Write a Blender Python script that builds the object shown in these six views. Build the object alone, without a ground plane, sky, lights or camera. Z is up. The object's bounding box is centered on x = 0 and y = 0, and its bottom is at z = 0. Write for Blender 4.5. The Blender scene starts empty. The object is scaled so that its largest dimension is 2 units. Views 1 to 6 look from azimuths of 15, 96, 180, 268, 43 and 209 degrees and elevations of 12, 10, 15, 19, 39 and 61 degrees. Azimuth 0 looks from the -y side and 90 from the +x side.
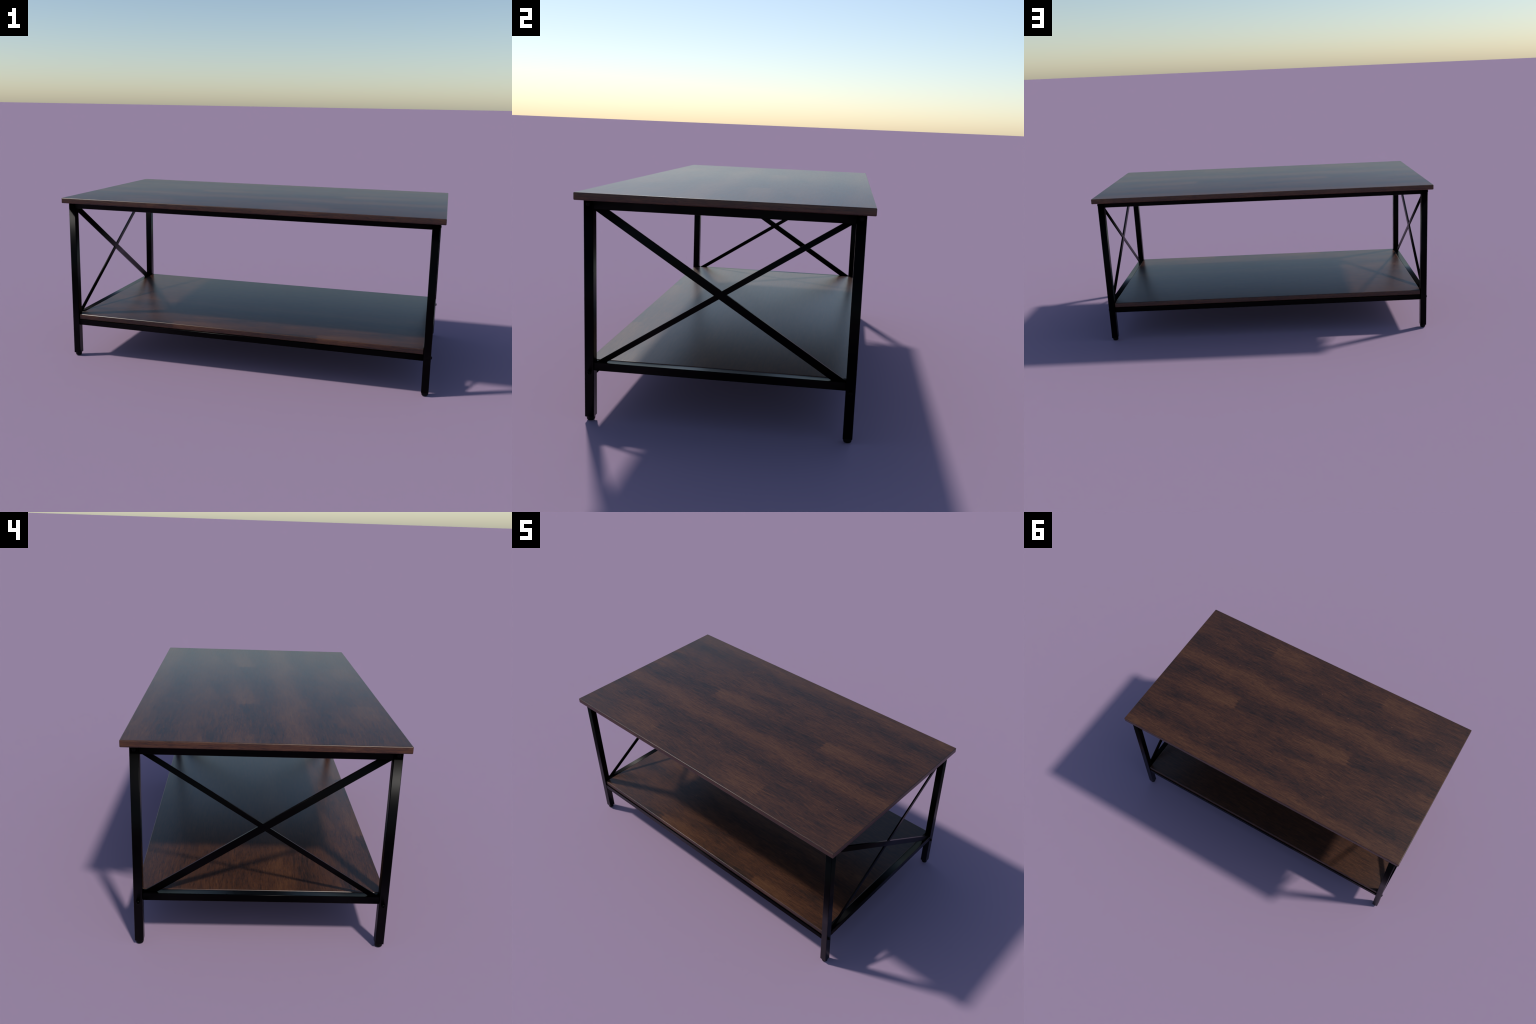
"""Low two-tier table: dark walnut laminate boards on a black tubular metal frame."""
import bpy, bmesh, math
from mathutils import Vector, Matrix

# ------------------------------------------------------------------ sizes (m)
TOP_X, TOP_Y = 1.000, 0.550          # half length / half width of the tabletop
TOP_Z1, TOP_T = 0.8945, 0.0290       # upper face, thickness
TOP_Z0 = TOP_Z1 - TOP_T
LEG_X, LEG_Y = 0.9732, 0.5197        # outer faces of the legs
TUBE = 0.0368                        # square tube of the legs
FRAME_Y = -0.0014                    # the frame sits a hair forward under the top
LEG_Z0 = 0.0155                      # underside of the leg tube, above the glide foot
LOW_RAIL_Z = (0.1825, 0.2124)        # long lower rails, under the shelf
HIGH_RAIL_Z = (0.8362, 0.8652)       # long upper rails, under the tabletop
LOW_SIDE_Z = (0.2073, 0.2402)        # short lower rails at both ends
HIGH_SIDE_Z = (0.8312, 0.8652)       # short upper rails at both ends
SHELF_X, SHELF_Y = 0.9358, 0.5130
SHELF_Z = (0.2128, 0.2418)
BRACE_X = 0.9590                     # mid plane of the X braces
BRACE_MID_Z = 0.5370
BRACE_SLOPE = math.radians(32.9)
FAN = 1.0                            # how far tube normals lean outwards at the tube ends

PILLOW = 0.065                       # the same for the boards, much weaker

# ------------------------------------------------------------------ node helper
class Graph:
    def __init__(self, name):
        self.mat = bpy.data.materials.new(name)
        self.mat.use_nodes = True
        self.t = self.mat.node_tree
        self.bsdf = self.t.nodes["Principled BSDF"]

    def node(self, kind, **props):
        n = self.t.nodes.new(kind)
        for k, v in props.items():
            setattr(n, k, v)
        return n

    def put(self, sock, val):
        if val is None:
            return
        if isinstance(val, bpy.types.NodeSocket):
            self.t.links.new(val, sock)
        else:
            sock.default_value = val

    def math(self, op, a, b=None, c=None, clamp=False):
        n = self.node("ShaderNodeMath", operation=op, use_clamp=clamp)
        for s, v in zip(n.inputs, (a, b, c)):
            self.put(s, v)
        return n.outputs[0]

    def step(self, v, lo, hi, t0=0.0, t1=1.0):
        n = self.node("ShaderNodeMapRange", interpolation_type="SMOOTHSTEP")
        for k, x in (("Value", v), ("From Min", lo), ("From Max", hi), ("To Min", t0), ("To Max", t1)):
            self.put(n.inputs[k], x)
        return n.outputs["Result"]

    def vec(self, x, y, z):
        n = self.node("ShaderNodeCombineXYZ")
        for s, v in zip(n.inputs, (x, y, z)):
            self.put(s, v)
        return n.outputs[0]

    def noise(self, vec, scale, detail=2.0, rough=0.5, distortion=0.0):
        n = self.node("ShaderNodeTexNoise")
        self.put(n.inputs["Vector"], vec)
        n.inputs["Scale"].default_value = scale
        n.inputs["Detail"].default_value = detail
        n.inputs["Roughness"].default_value = rough
        n.inputs["Distortion"].default_value = distortion
        return n.outputs["Fac"]

    def mixf(self, f, a, b):
        n = self.node("ShaderNodeMix", data_type="FLOAT")
        self.put(n.inputs[0], f); self.put(n.inputs[2], a); self.put(n.inputs[3], b)
        return n.outputs[0]

    def ramp(self, f, stops):
        n = self.node("ShaderNodeValToRGB")
        r = n.color_ramp
        while len(r.elements) < len(stops):
            r.elements.new(0.5)
        for e, (p, c) in zip(r.elements, stops):
            e.position = p
            e.color = (*c, 1.0)
        self.put(n.inputs[0], f)
        return n.outputs[0]


# ------------------------------------------------------------------ materials
def walnut_laminate(name, period, shift_y, stretch_y):
    """Printed walnut decor that repeats along the board every `period` metres."""
    g = Graph(name)
    co = g.node("ShaderNodeTexCoord")
    sep = g.node("ShaderNodeSeparateXYZ"); g.put(sep.inputs[0], co.outputs["Object"])
    x, y, z = sep.outputs
    nrm = g.node("ShaderNodeSeparateXYZ"); g.put(nrm.inputs[0], co.outputs["Normal"])
    end = g.math("GREATER_THAN", g.math("ABSOLUTE", nrm.outputs[0]), 0.7)   # short edges
    # decor coordinates: u along the grain, v across it
    u = g.mixf(end, x, g.math("MULTIPLY_ADD", y, 1.0, 0.27))
    v = g.mixf(end, g.math("ADD", y, z), g.math("ADD", z, 0.31))
    v = g.math("DIVIDE", g.math("SUBTRACT", v, TOP_Z1 if shift_y == 0 else SHELF_Z[1]), stretch_y)
    v = g.math("ADD", v, shift_y)
    k = 0.842 / period
    u = g.math("MULTIPLY", u, k)
    period = 0.842
    # wrap u on a cylinder so that the big figure repeats without a seam
    ang = g.math("MULTIPLY", u, 2 * math.pi / period)
    cu, su = g.math("COSINE", ang), g.math("SINE", ang)

    def wrapped(rad, across, off):
        return g.vec(g.math("MULTIPLY", cu, rad), g.math("MULTIPLY", su, rad),
                     g.math("MULTIPLY_ADD", v, across, off))

    # wander of the figure
    wob_v = g.math("MULTIPLY_ADD", g.noise(wrapped(0.6, 5.0, 3.0), 1.0, 2.0), 0.09, -0.045)
    fine_v = g.math("MULTIPLY_ADD", g.noise(wrapped(1.6, 22.0, 9.0), 1.0, 2.0), 0.036, -0.018)
    wob_u = g.math("MULTIPLY_ADD", g.noise(wrapped(1.2, 75.0, 5.0), 1.0, 3.0), 0.20, -0.10)
    vv = g.math("ADD", g.math("ADD", v, wob_v), fine_v)
    uu = g.math("ADD", u, wob_u)

    def patch(cu_, cv_, lu, lv, amp, tilt=0.0):
        """soft elongated patch of the figure, repeated with the decor"""
        du = g.math("WRAP", g.math("SUBTRACT", uu, cu_), period / 2, -period / 2)
        dv = g.math("SUBTRACT", vv, cv_)
        if tilt:
            dv = g.math("MULTIPLY_ADD", du, -tilt, dv)
        a = g.math("POWER", g.math("ABSOLUTE", g.math("DIVIDE", du, lu)), 2.0)
        b = g.math("POWER", g.math("ABSOLUTE", g.math("DIVIDE", dv, lv)), 2.0)
        return g.step(g.math("ADD", a, b), 1.6, 0.0, 0.0, amp)

    def cut_patch(u0, u1, cv_, lv, amp, tilt, soft0, soft1):
        """patch that starts abruptly at u0 like the end of a stave and fades at u1"""
        duw = g.math("WRAP", g.math("SUBTRACT", g.math("MULTIPLY_ADD", wob_u, 0.32, u), u0),
                     period * 0.8, -period * 0.2)
        dv = g.math("MULTIPLY_ADD", duw, -tilt, g.math("SUBTRACT", vv, cv_))
        w = g.step(g.math("ABSOLUTE", dv), lv * 1.5, lv * 0.45)
        if u1 > u0:
            m = g.math("MULTIPLY", g.step(duw, 0.0, soft0), g.step(duw, u1 - u0, u1 - u0 - soft1))
        else:
            m = 0.0
        return g.math("MULTIPLY", g.math("MULTIPLY", w, m), amp)

    tone = None
    def add(s):
        nonlocal tone
        tone = s if tone is None else g.math("ADD", tone, s)

    # broad light streaks running the whole length
    def streak(cv_, lv, amp, wave, phase):
        c = g.math("MULTIPLY_ADD", g.math("SINE", g.math("ADD", ang, phase)), wave, cv_)
        d = g.math("ABSOLUTE", g.math("SUBTRACT", vv, c))
        add(g.step(d, lv * 1.6, 0.0, 0.0, amp))
    streak(-0.130, 0.055, 0.27, 0.016, 1.2)
    streak(0.520, 0.055, 0.22, 0.010, 0.0)
    streak(0.285, 0.050, 0.07, 0.020, 2.0)
    streak(0.000, 0.045, -0.12, 0.022, 0.6)
    streak(-0.255, 0.055, -0.13, 0.020, 2.4)
    streak(0.400, 0.055, -0.10, 0.018, 4.0)
    # staves with an abrupt end
    add(cut_patch(0.422, 0.900, 0.075, 0.050, 0.33, 0.09, 0.018, 0.34))
    add(cut_patch(0.000 + 0.842 * 0 + 0.05, 0.440, -0.455, 0.062, 0.26, 0.0, 0.25, 0.022))
    # dark clouds
    for cu_, cv_, lu, lv, amp, tilt in (
            (0.071, -0.267, 0.10, 0.045, -0.10, 0.0),
            (0.033, -0.044, 0.11, 0.035, -0.14, 0.0),
            (0.300, 0.070, 0.20, 0.035, -0.14, 0.10),
            (0.779, 0.200, 0.14, 0.040, -0.11, 0.0),
            (0.530, -0.390, 0.14, 0.060, -0.14, 0.0),
            (0.066, 0.403, 0.14, 0.035, -0.10, 0.0),
            (0.600, 0.240, 0.16, 0.030, 0.12, 0.0),
            (0.250, -0.330, 0.14, 0.040, 0.10, 0.0)):
        add(patch(cu_, cv_, lu, lv, amp, tilt))

    # figure and grain from noise
    add(g.math("MULTIPLY_ADD", g.noise(wrapped(0.7, 19.0, 0.0), 1.0, 4.0, 0.6), 0.40, -0.20))
    add(g.math("MULTIPLY_ADD", g.noise(wrapped(1.1, 75.0, 40.0), 1.0, 4.0, 0.65), 0.85, -0.425))
    skew = g.math("MULTIPLY_ADD", wob_v, 0.6, g.math("MULTIPLY_ADD", u, 0.03, v))
    grain_v = g.vec(g.math("MULTIPLY", u, 9.0), g.math("MULTIPLY", skew, 190.0), 0.0)
    grain = g.noise(grain_v, 1.0, 4.0, 0.75, 0.0)
    pore_v = g.vec(g.math("MULTIPLY", u, 34.0), g.math("MULTIPLY", skew, 330.0), 4.0)
    pores = g.noise(pore_v, 1.0, 2.0, 0.6)
    add(g.math("MULTIPLY_ADD", grain, 1.45, -0.725))
    tone = g.math("ADD", tone, 0.50)
    tone = g.math("SUBTRACT", tone, g.step(pores, 0.50, 0.66, 0.0, 0.28), clamp=False)
    col = g.ramp(tone, [
        (0.00, (0.0110, 0.0075, 0.0065)),
        (0.25, (0.0270, 0.0128, 0.0090)),
        (0.50, (0.0515, 0.0198, 0.0108)),
        (0.75, (0.0745, 0.0300, 0.0138)),
        (1.00, (0.0980, 0.0430, 0.0195))])
    # a few tiny pale knots
    knot = None
    for ku, kv in ((0.820, -0.290), (0.581, -0.211), (0.302, -0.296), (0.443, 0.385)):
        du = g.math("WRAP", g.math("SUBTRACT", u, ku), period / 2, -period / 2)
        dv = g.math("SUBTRACT", v, kv)
        d = g.math("SQRT", g.math("ADD", g.math("MULTIPLY", du, du), g.math("MULTIPLY", dv, dv)))
        s = g.step(d, 0.0050, 0.0015)
        knot = s if knot is None else g.math("MAXIMUM", knot, s)
    mix = g.node("ShaderNodeMix", data_type="RGBA")
    g.put(mix.inputs[0], g.math("MULTIPLY", knot, 0.6)); g.put(mix.inputs[6], col)
    mix.inputs[7].default_value = (0.17, 0.075, 0.042, 1)
    g.put(g.bsdf.inputs["Base Color"], mix.outputs[2])
    g.put(g.bsdf.inputs["Roughness"], g.math("MULTIPLY_ADD", grain, 0.12, 0.270))
    g.bsdf.inputs["IOR"].default_value = 1.45
    b = g.node("ShaderNodeBump")
    b.inputs["Strength"].default_value = 0.05
    b.inputs["Distance"].default_value = 0.001
    g.put(b.inputs["Height"], grain)
    g.put(g.bsdf.inputs["Normal"], b.outputs[0])
    return g.mat


def coated_steel():
    """black powder-coated tube with a satin sheen"""
    g = Graph("black_coated_steel")
    co = g.node("ShaderNodeTexCoord")
    n = g.noise(co.outputs["Object"], 6.0, 3.0)
    g.put(g.bsdf.inputs["Base Color"], g.ramp(n, [(0.3, (0.0022, 0.0022, 0.0024)), (0.7, (0.0034, 0.0033, 0.0033))]))
    g.put(g.bsdf.inputs["Roughness"], g.math("MULTIPLY_ADD", n, 0.05, 0.31))
    g.bsdf.inputs["Metallic"].default_value = 0.95
    return g.mat


def black_plastic():
    g = Graph("black_plastic")
    co = g.node("ShaderNodeTexCoord")
    n = g.noise(co.outputs["Object"], 40.0, 2.0)
    g.put(g.bsdf.inputs["Base Color"], g.ramp(n, [(0.3, (0.0022, 0.0023, 0.0023)), (0.7, (0.0034, 0.0034, 0.0034))]))
    g.bsdf.inputs["Roughness"].default_value = 0.45
    g.bsdf.inputs["IOR"].default_value = 1.2
    return g.mat


def bolt_steel():
    g = Graph("blackened_bolt_steel")
    co = g.node("ShaderNodeTexCoord")
    n = g.noise(co.outputs["Object"], 60.0, 2.0)
    g.put(g.bsdf.inputs["Base Color"], g.ramp(n, [(0.3, (0.002, 0.002, 0.002)), (0.7, (0.003, 0.003, 0.003))]))
    g.bsdf.inputs["Roughness"].default_value = 0.38
    g.bsdf.inputs["Metallic"].default_value = 0.95
    return g.mat


# ------------------------------------------------------------------ mesh helpers
col = bpy.context.scene.collection

def link(name, mesh, mat, parent):
    if not mesh.materials:
        mesh.materials.append(mat)
    ob = bpy.data.objects.new(name, mesh)
    col.objects.link(ob)
    ob.parent = parent
    return ob

def box_mesh(name, lo, hi, bevel, segs=3, axis=None, pillow=0.0):
    bm = bmesh.new()
    bmesh.ops.create_cube(bm, size=1.0)
    lo, hi = Vector(lo), Vector(hi)
    for v in bm.verts:
        v.co = Vector((lo[i] + (v.co[i] + 0.5) * (hi[i] - lo[i]) for i in range(3)))
    bmesh.ops.bevel(bm, geom=bm.edges[:], offset=bevel, segments=segs, profile=0.5, affect="EDGES")
    return finish(bm, name, None if axis is None else Vector([float(i == axis) for i in range(3)]), pillow=pillow)

def finish(bm, name, axis=None, fan=FAN, pillow=0.0):
    """smooth shading with the large faces kept flat across; along a tube's axis the
    normals fan out towards both ends, as on the softly smoothed frame of the original"""
    bm.normal_update()
    bmesh.ops.recalc_face_normals(bm, faces=bm.faces[:])
    bm.normal_update()
    for f in bm.faces:
        f.smooth = True
    me = bpy.data.meshes.new(name)
    bm.to_mesh(me)
    normals = []
    mid = sum((v.co for v in bm.verts), Vector()) / len(bm.verts)
    for v in bm.verts:
        big = max(v.link_faces, key=lambda f: f.calc_area())
        n = big.normal.copy() if big.calc_area() > 2e-4 else v.normal.copy()
        if axis is not None and abs(n.dot(axis)) < 0.5:
            n = (n + axis * math.copysign(fan, (v.co - mid).dot(axis))).normalized()
        if pillow:
            for k in range(3):
                if abs(n[k]) < 0.5:
                    n[k] += math.copysign(pillow, v.co[k] - mid[k])
            n.normalize()
        normals.append(n)
    me.normals_split_custom_set_from_vertices(normals)
    bm.free()
    return me

def lathe_mesh(name, profile, segs=32, hexagon_below=0.0):
    """turn (radius, height) pairs about z; rings under `hexagon_below` radius become hexagons"""
    bm = bmesh.new()
    rings = []
    for r, h in profile:
        ring = []
        for i in range(segs):
            a = 2 * math.pi * i / segs
            rr = r
            if r < hexagon_below:
                sect = (a % (math.pi / 3)) - math.pi / 6
                rr = r * math.cos(math.pi / 6) / math.cos(sect)
            ring.append(bm.verts.new((rr * math.cos(a), rr * math.sin(a), h)))
        rings.append(ring)
    for a, b in zip(rings, rings[1:]):
        for i in range(segs):
            j = (i + 1) % segs
            bm.faces.new((a[i], a[j], b[j], b[i]))
    bm.faces.new(rings[0])
    bm.faces.new(rings[-1])
    bmesh.ops.recalc_face_normals(bm, faces=bm.faces[:])
    for f in bm.faces:
        f.smooth = len(f.verts) == 4
    me = bpy.data.meshes.new(name)
    bm.to_mesh(me)
    bm.free()
    for e in me.edges:
        e.use_edge_sharp = False
    me.set_sharp_from_angle(angle=math.radians(40))
    return me

# ------------------------------------------------------------------ build
wood_top = walnut_laminate("walnut_laminate", 0.842, 0.0, 1.0)
wood_shelf = walnut_laminate("walnut_laminate_shelf", 0.786, 0.610, 0.932)
steel, plastic, bolt_mat = coated_steel(), black_plastic(), bolt_steel()

table = bpy.data.objects.new("coffee_table", None)
col.objects.link(table)
table["label"] = "rectangular two-tier table, dark walnut boards on black X-braced metal frame"
table["category"] = "coffee table"

link("tabletop", box_mesh("tabletop", (-TOP_X, -TOP_Y, TOP_Z0), (TOP_X, TOP_Y, TOP_Z1), 0.0038, pillow=PILLOW), wood_top, table)
shelf = link("shelf", box_mesh("shelf", (-SHELF_X, -SHELF_Y, SHELF_Z[0]), (SHELF_X, SHELF_Y, SHELF_Z[1]), 0.0032, pillow=PILLOW), wood_shelf, table)

shelf.location.y = FRAME_Y

# legs, each with a glide foot and two bolts in its outer face
h = TUBE / 2
leg_me = box_mesh("leg", (-h, -h, LEG_Z0), (h, h, TOP_Z0 - 0.0006), 0.0026, axis=2)
foot_me = lathe_mesh("foot", [(0.0110, 0.0), (0.0138, 0.0006), (0.0154, 0.0022), (0.0163, 0.0060),
                              (0.0170, 0.0130), (0.0170, 0.0200)])
bolt_me = lathe_mesh("bolt", [(0.0081, -0.0010), (0.0081, 0.0012), (0.0077, 0.0026), (0.0066, 0.0040),
                              (0.0050, 0.0048), (0.0040, 0.0050), (0.0038, 0.0048), (0.0036, 0.0022)],
                     segs=24, hexagon_below=0.0039)
for sx in (-1, 1):
    for sy in (-1, 1):
        leg = link("leg", leg_me, steel, table)
        leg.location = (sx * (LEG_X - h), sy * (LEG_Y - h) + FRAME_Y, 0)
        link("foot", foot_me, plastic, leg)
        for z in ((LOW_RAIL_Z[0] + LOW_RAIL_Z[1]) / 2, (HIGH_RAIL_Z[0] + HIGH_RAIL_Z[1]) / 2):
            bolt = link("bolt", bolt_me, bolt_mat, leg)
            bolt.location = (sx * h, 0, z)
            bolt.rotation_euler = (0, sx * math.pi / 2, 0)

# long rails (front and back, upper and lower)
lx = LEG_X - TUBE
for nm, (z0, z1), rec in (("shelf_rail", LOW_RAIL_Z, 0.0015), ("apron_rail", HIGH_RAIL_Z, 0.0015)):
    me = box_mesh(nm, (-lx, -h, z0), (lx, h - 2 * rec, z1), 0.0022, axis=0)
    for sy in (-1, 1):
        ob = link(nm, me, steel, table)
        ob.location = (0, sy * (LEG_Y - h - rec) + FRAME_Y, 0)
        if sy > 0:
            ob.rotation_euler = (0, 0, math.pi)
            
# short rails at both ends
ly = LEG_Y - TUBE
for nm, (z0, z1) in (("shelf_end_rail", LOW_SIDE_Z), ("apron_end_rail", HIGH_SIDE_Z)):
    me = box_mesh(nm, (-h, -ly, z0), (h, ly, z1), 0.0024, axis=1)
    for sx in (-1, 1):
        ob = link(nm, me, steel, table)
        ob.location = (sx * (LEG_X - h - 0.0006), FRAME_Y, 0)

# crossed flat bars: a wide one falling from front to back, a narrow one rising
def bar_mesh(name, width, thick, direction):
    """flat bar in the end plane, ends cut level so that they die inside the rails"""
    zt, zb = HIGH_SIDE_Z[0] + 0.010, LOW_SIDE_Z[1] - 0.010
    half = (zt - zb) / 2 / math.sin(BRACE_SLOPE)
    bm = bmesh.new()
    bmesh.ops.create_cube(bm, size=1.0)
    for v in bm.verts:
        lz = v.co.z * width
        along = math.copysign(half, v.co.y) - lz / math.tan(BRACE_SLOPE) 
        v.co = Vector((v.co.x * thick, along, lz))
    bmesh.ops.bevel(bm, geom=bm.edges[:], offset=0.0012, segments=2, profile=0.5, affect="EDGES")
    bmesh.ops.rotate(bm, cent=(0, 0, 0), matrix=Matrix.Rotation(BRACE_SLOPE, 3, "X"), verts=bm.verts[:])
    if direction < 0:
        for v in bm.verts:
            v.co.y = -v.co.y
        bmesh.ops.reverse_faces(bm, faces=bm.faces[:])
    return finish(bm, name, Vector((0, direction * math.cos(BRACE_SLOPE), math.sin(BRACE_SLOPE))))

zc = (HIGH_SIDE_Z[0] + LOW_SIDE_Z[1]) / 2
wide = bar_mesh("brace", 0.0310, 0.0100, -1)
slim = bar_mesh("brace_slim", 0.0215, 0.0080, 1)
for sx in (-1, 1):
    for me in (wide, slim):
        ob = link("brace", me, steel, table)
        ob.location = (sx * BRACE_X, FRAME_Y, zc)
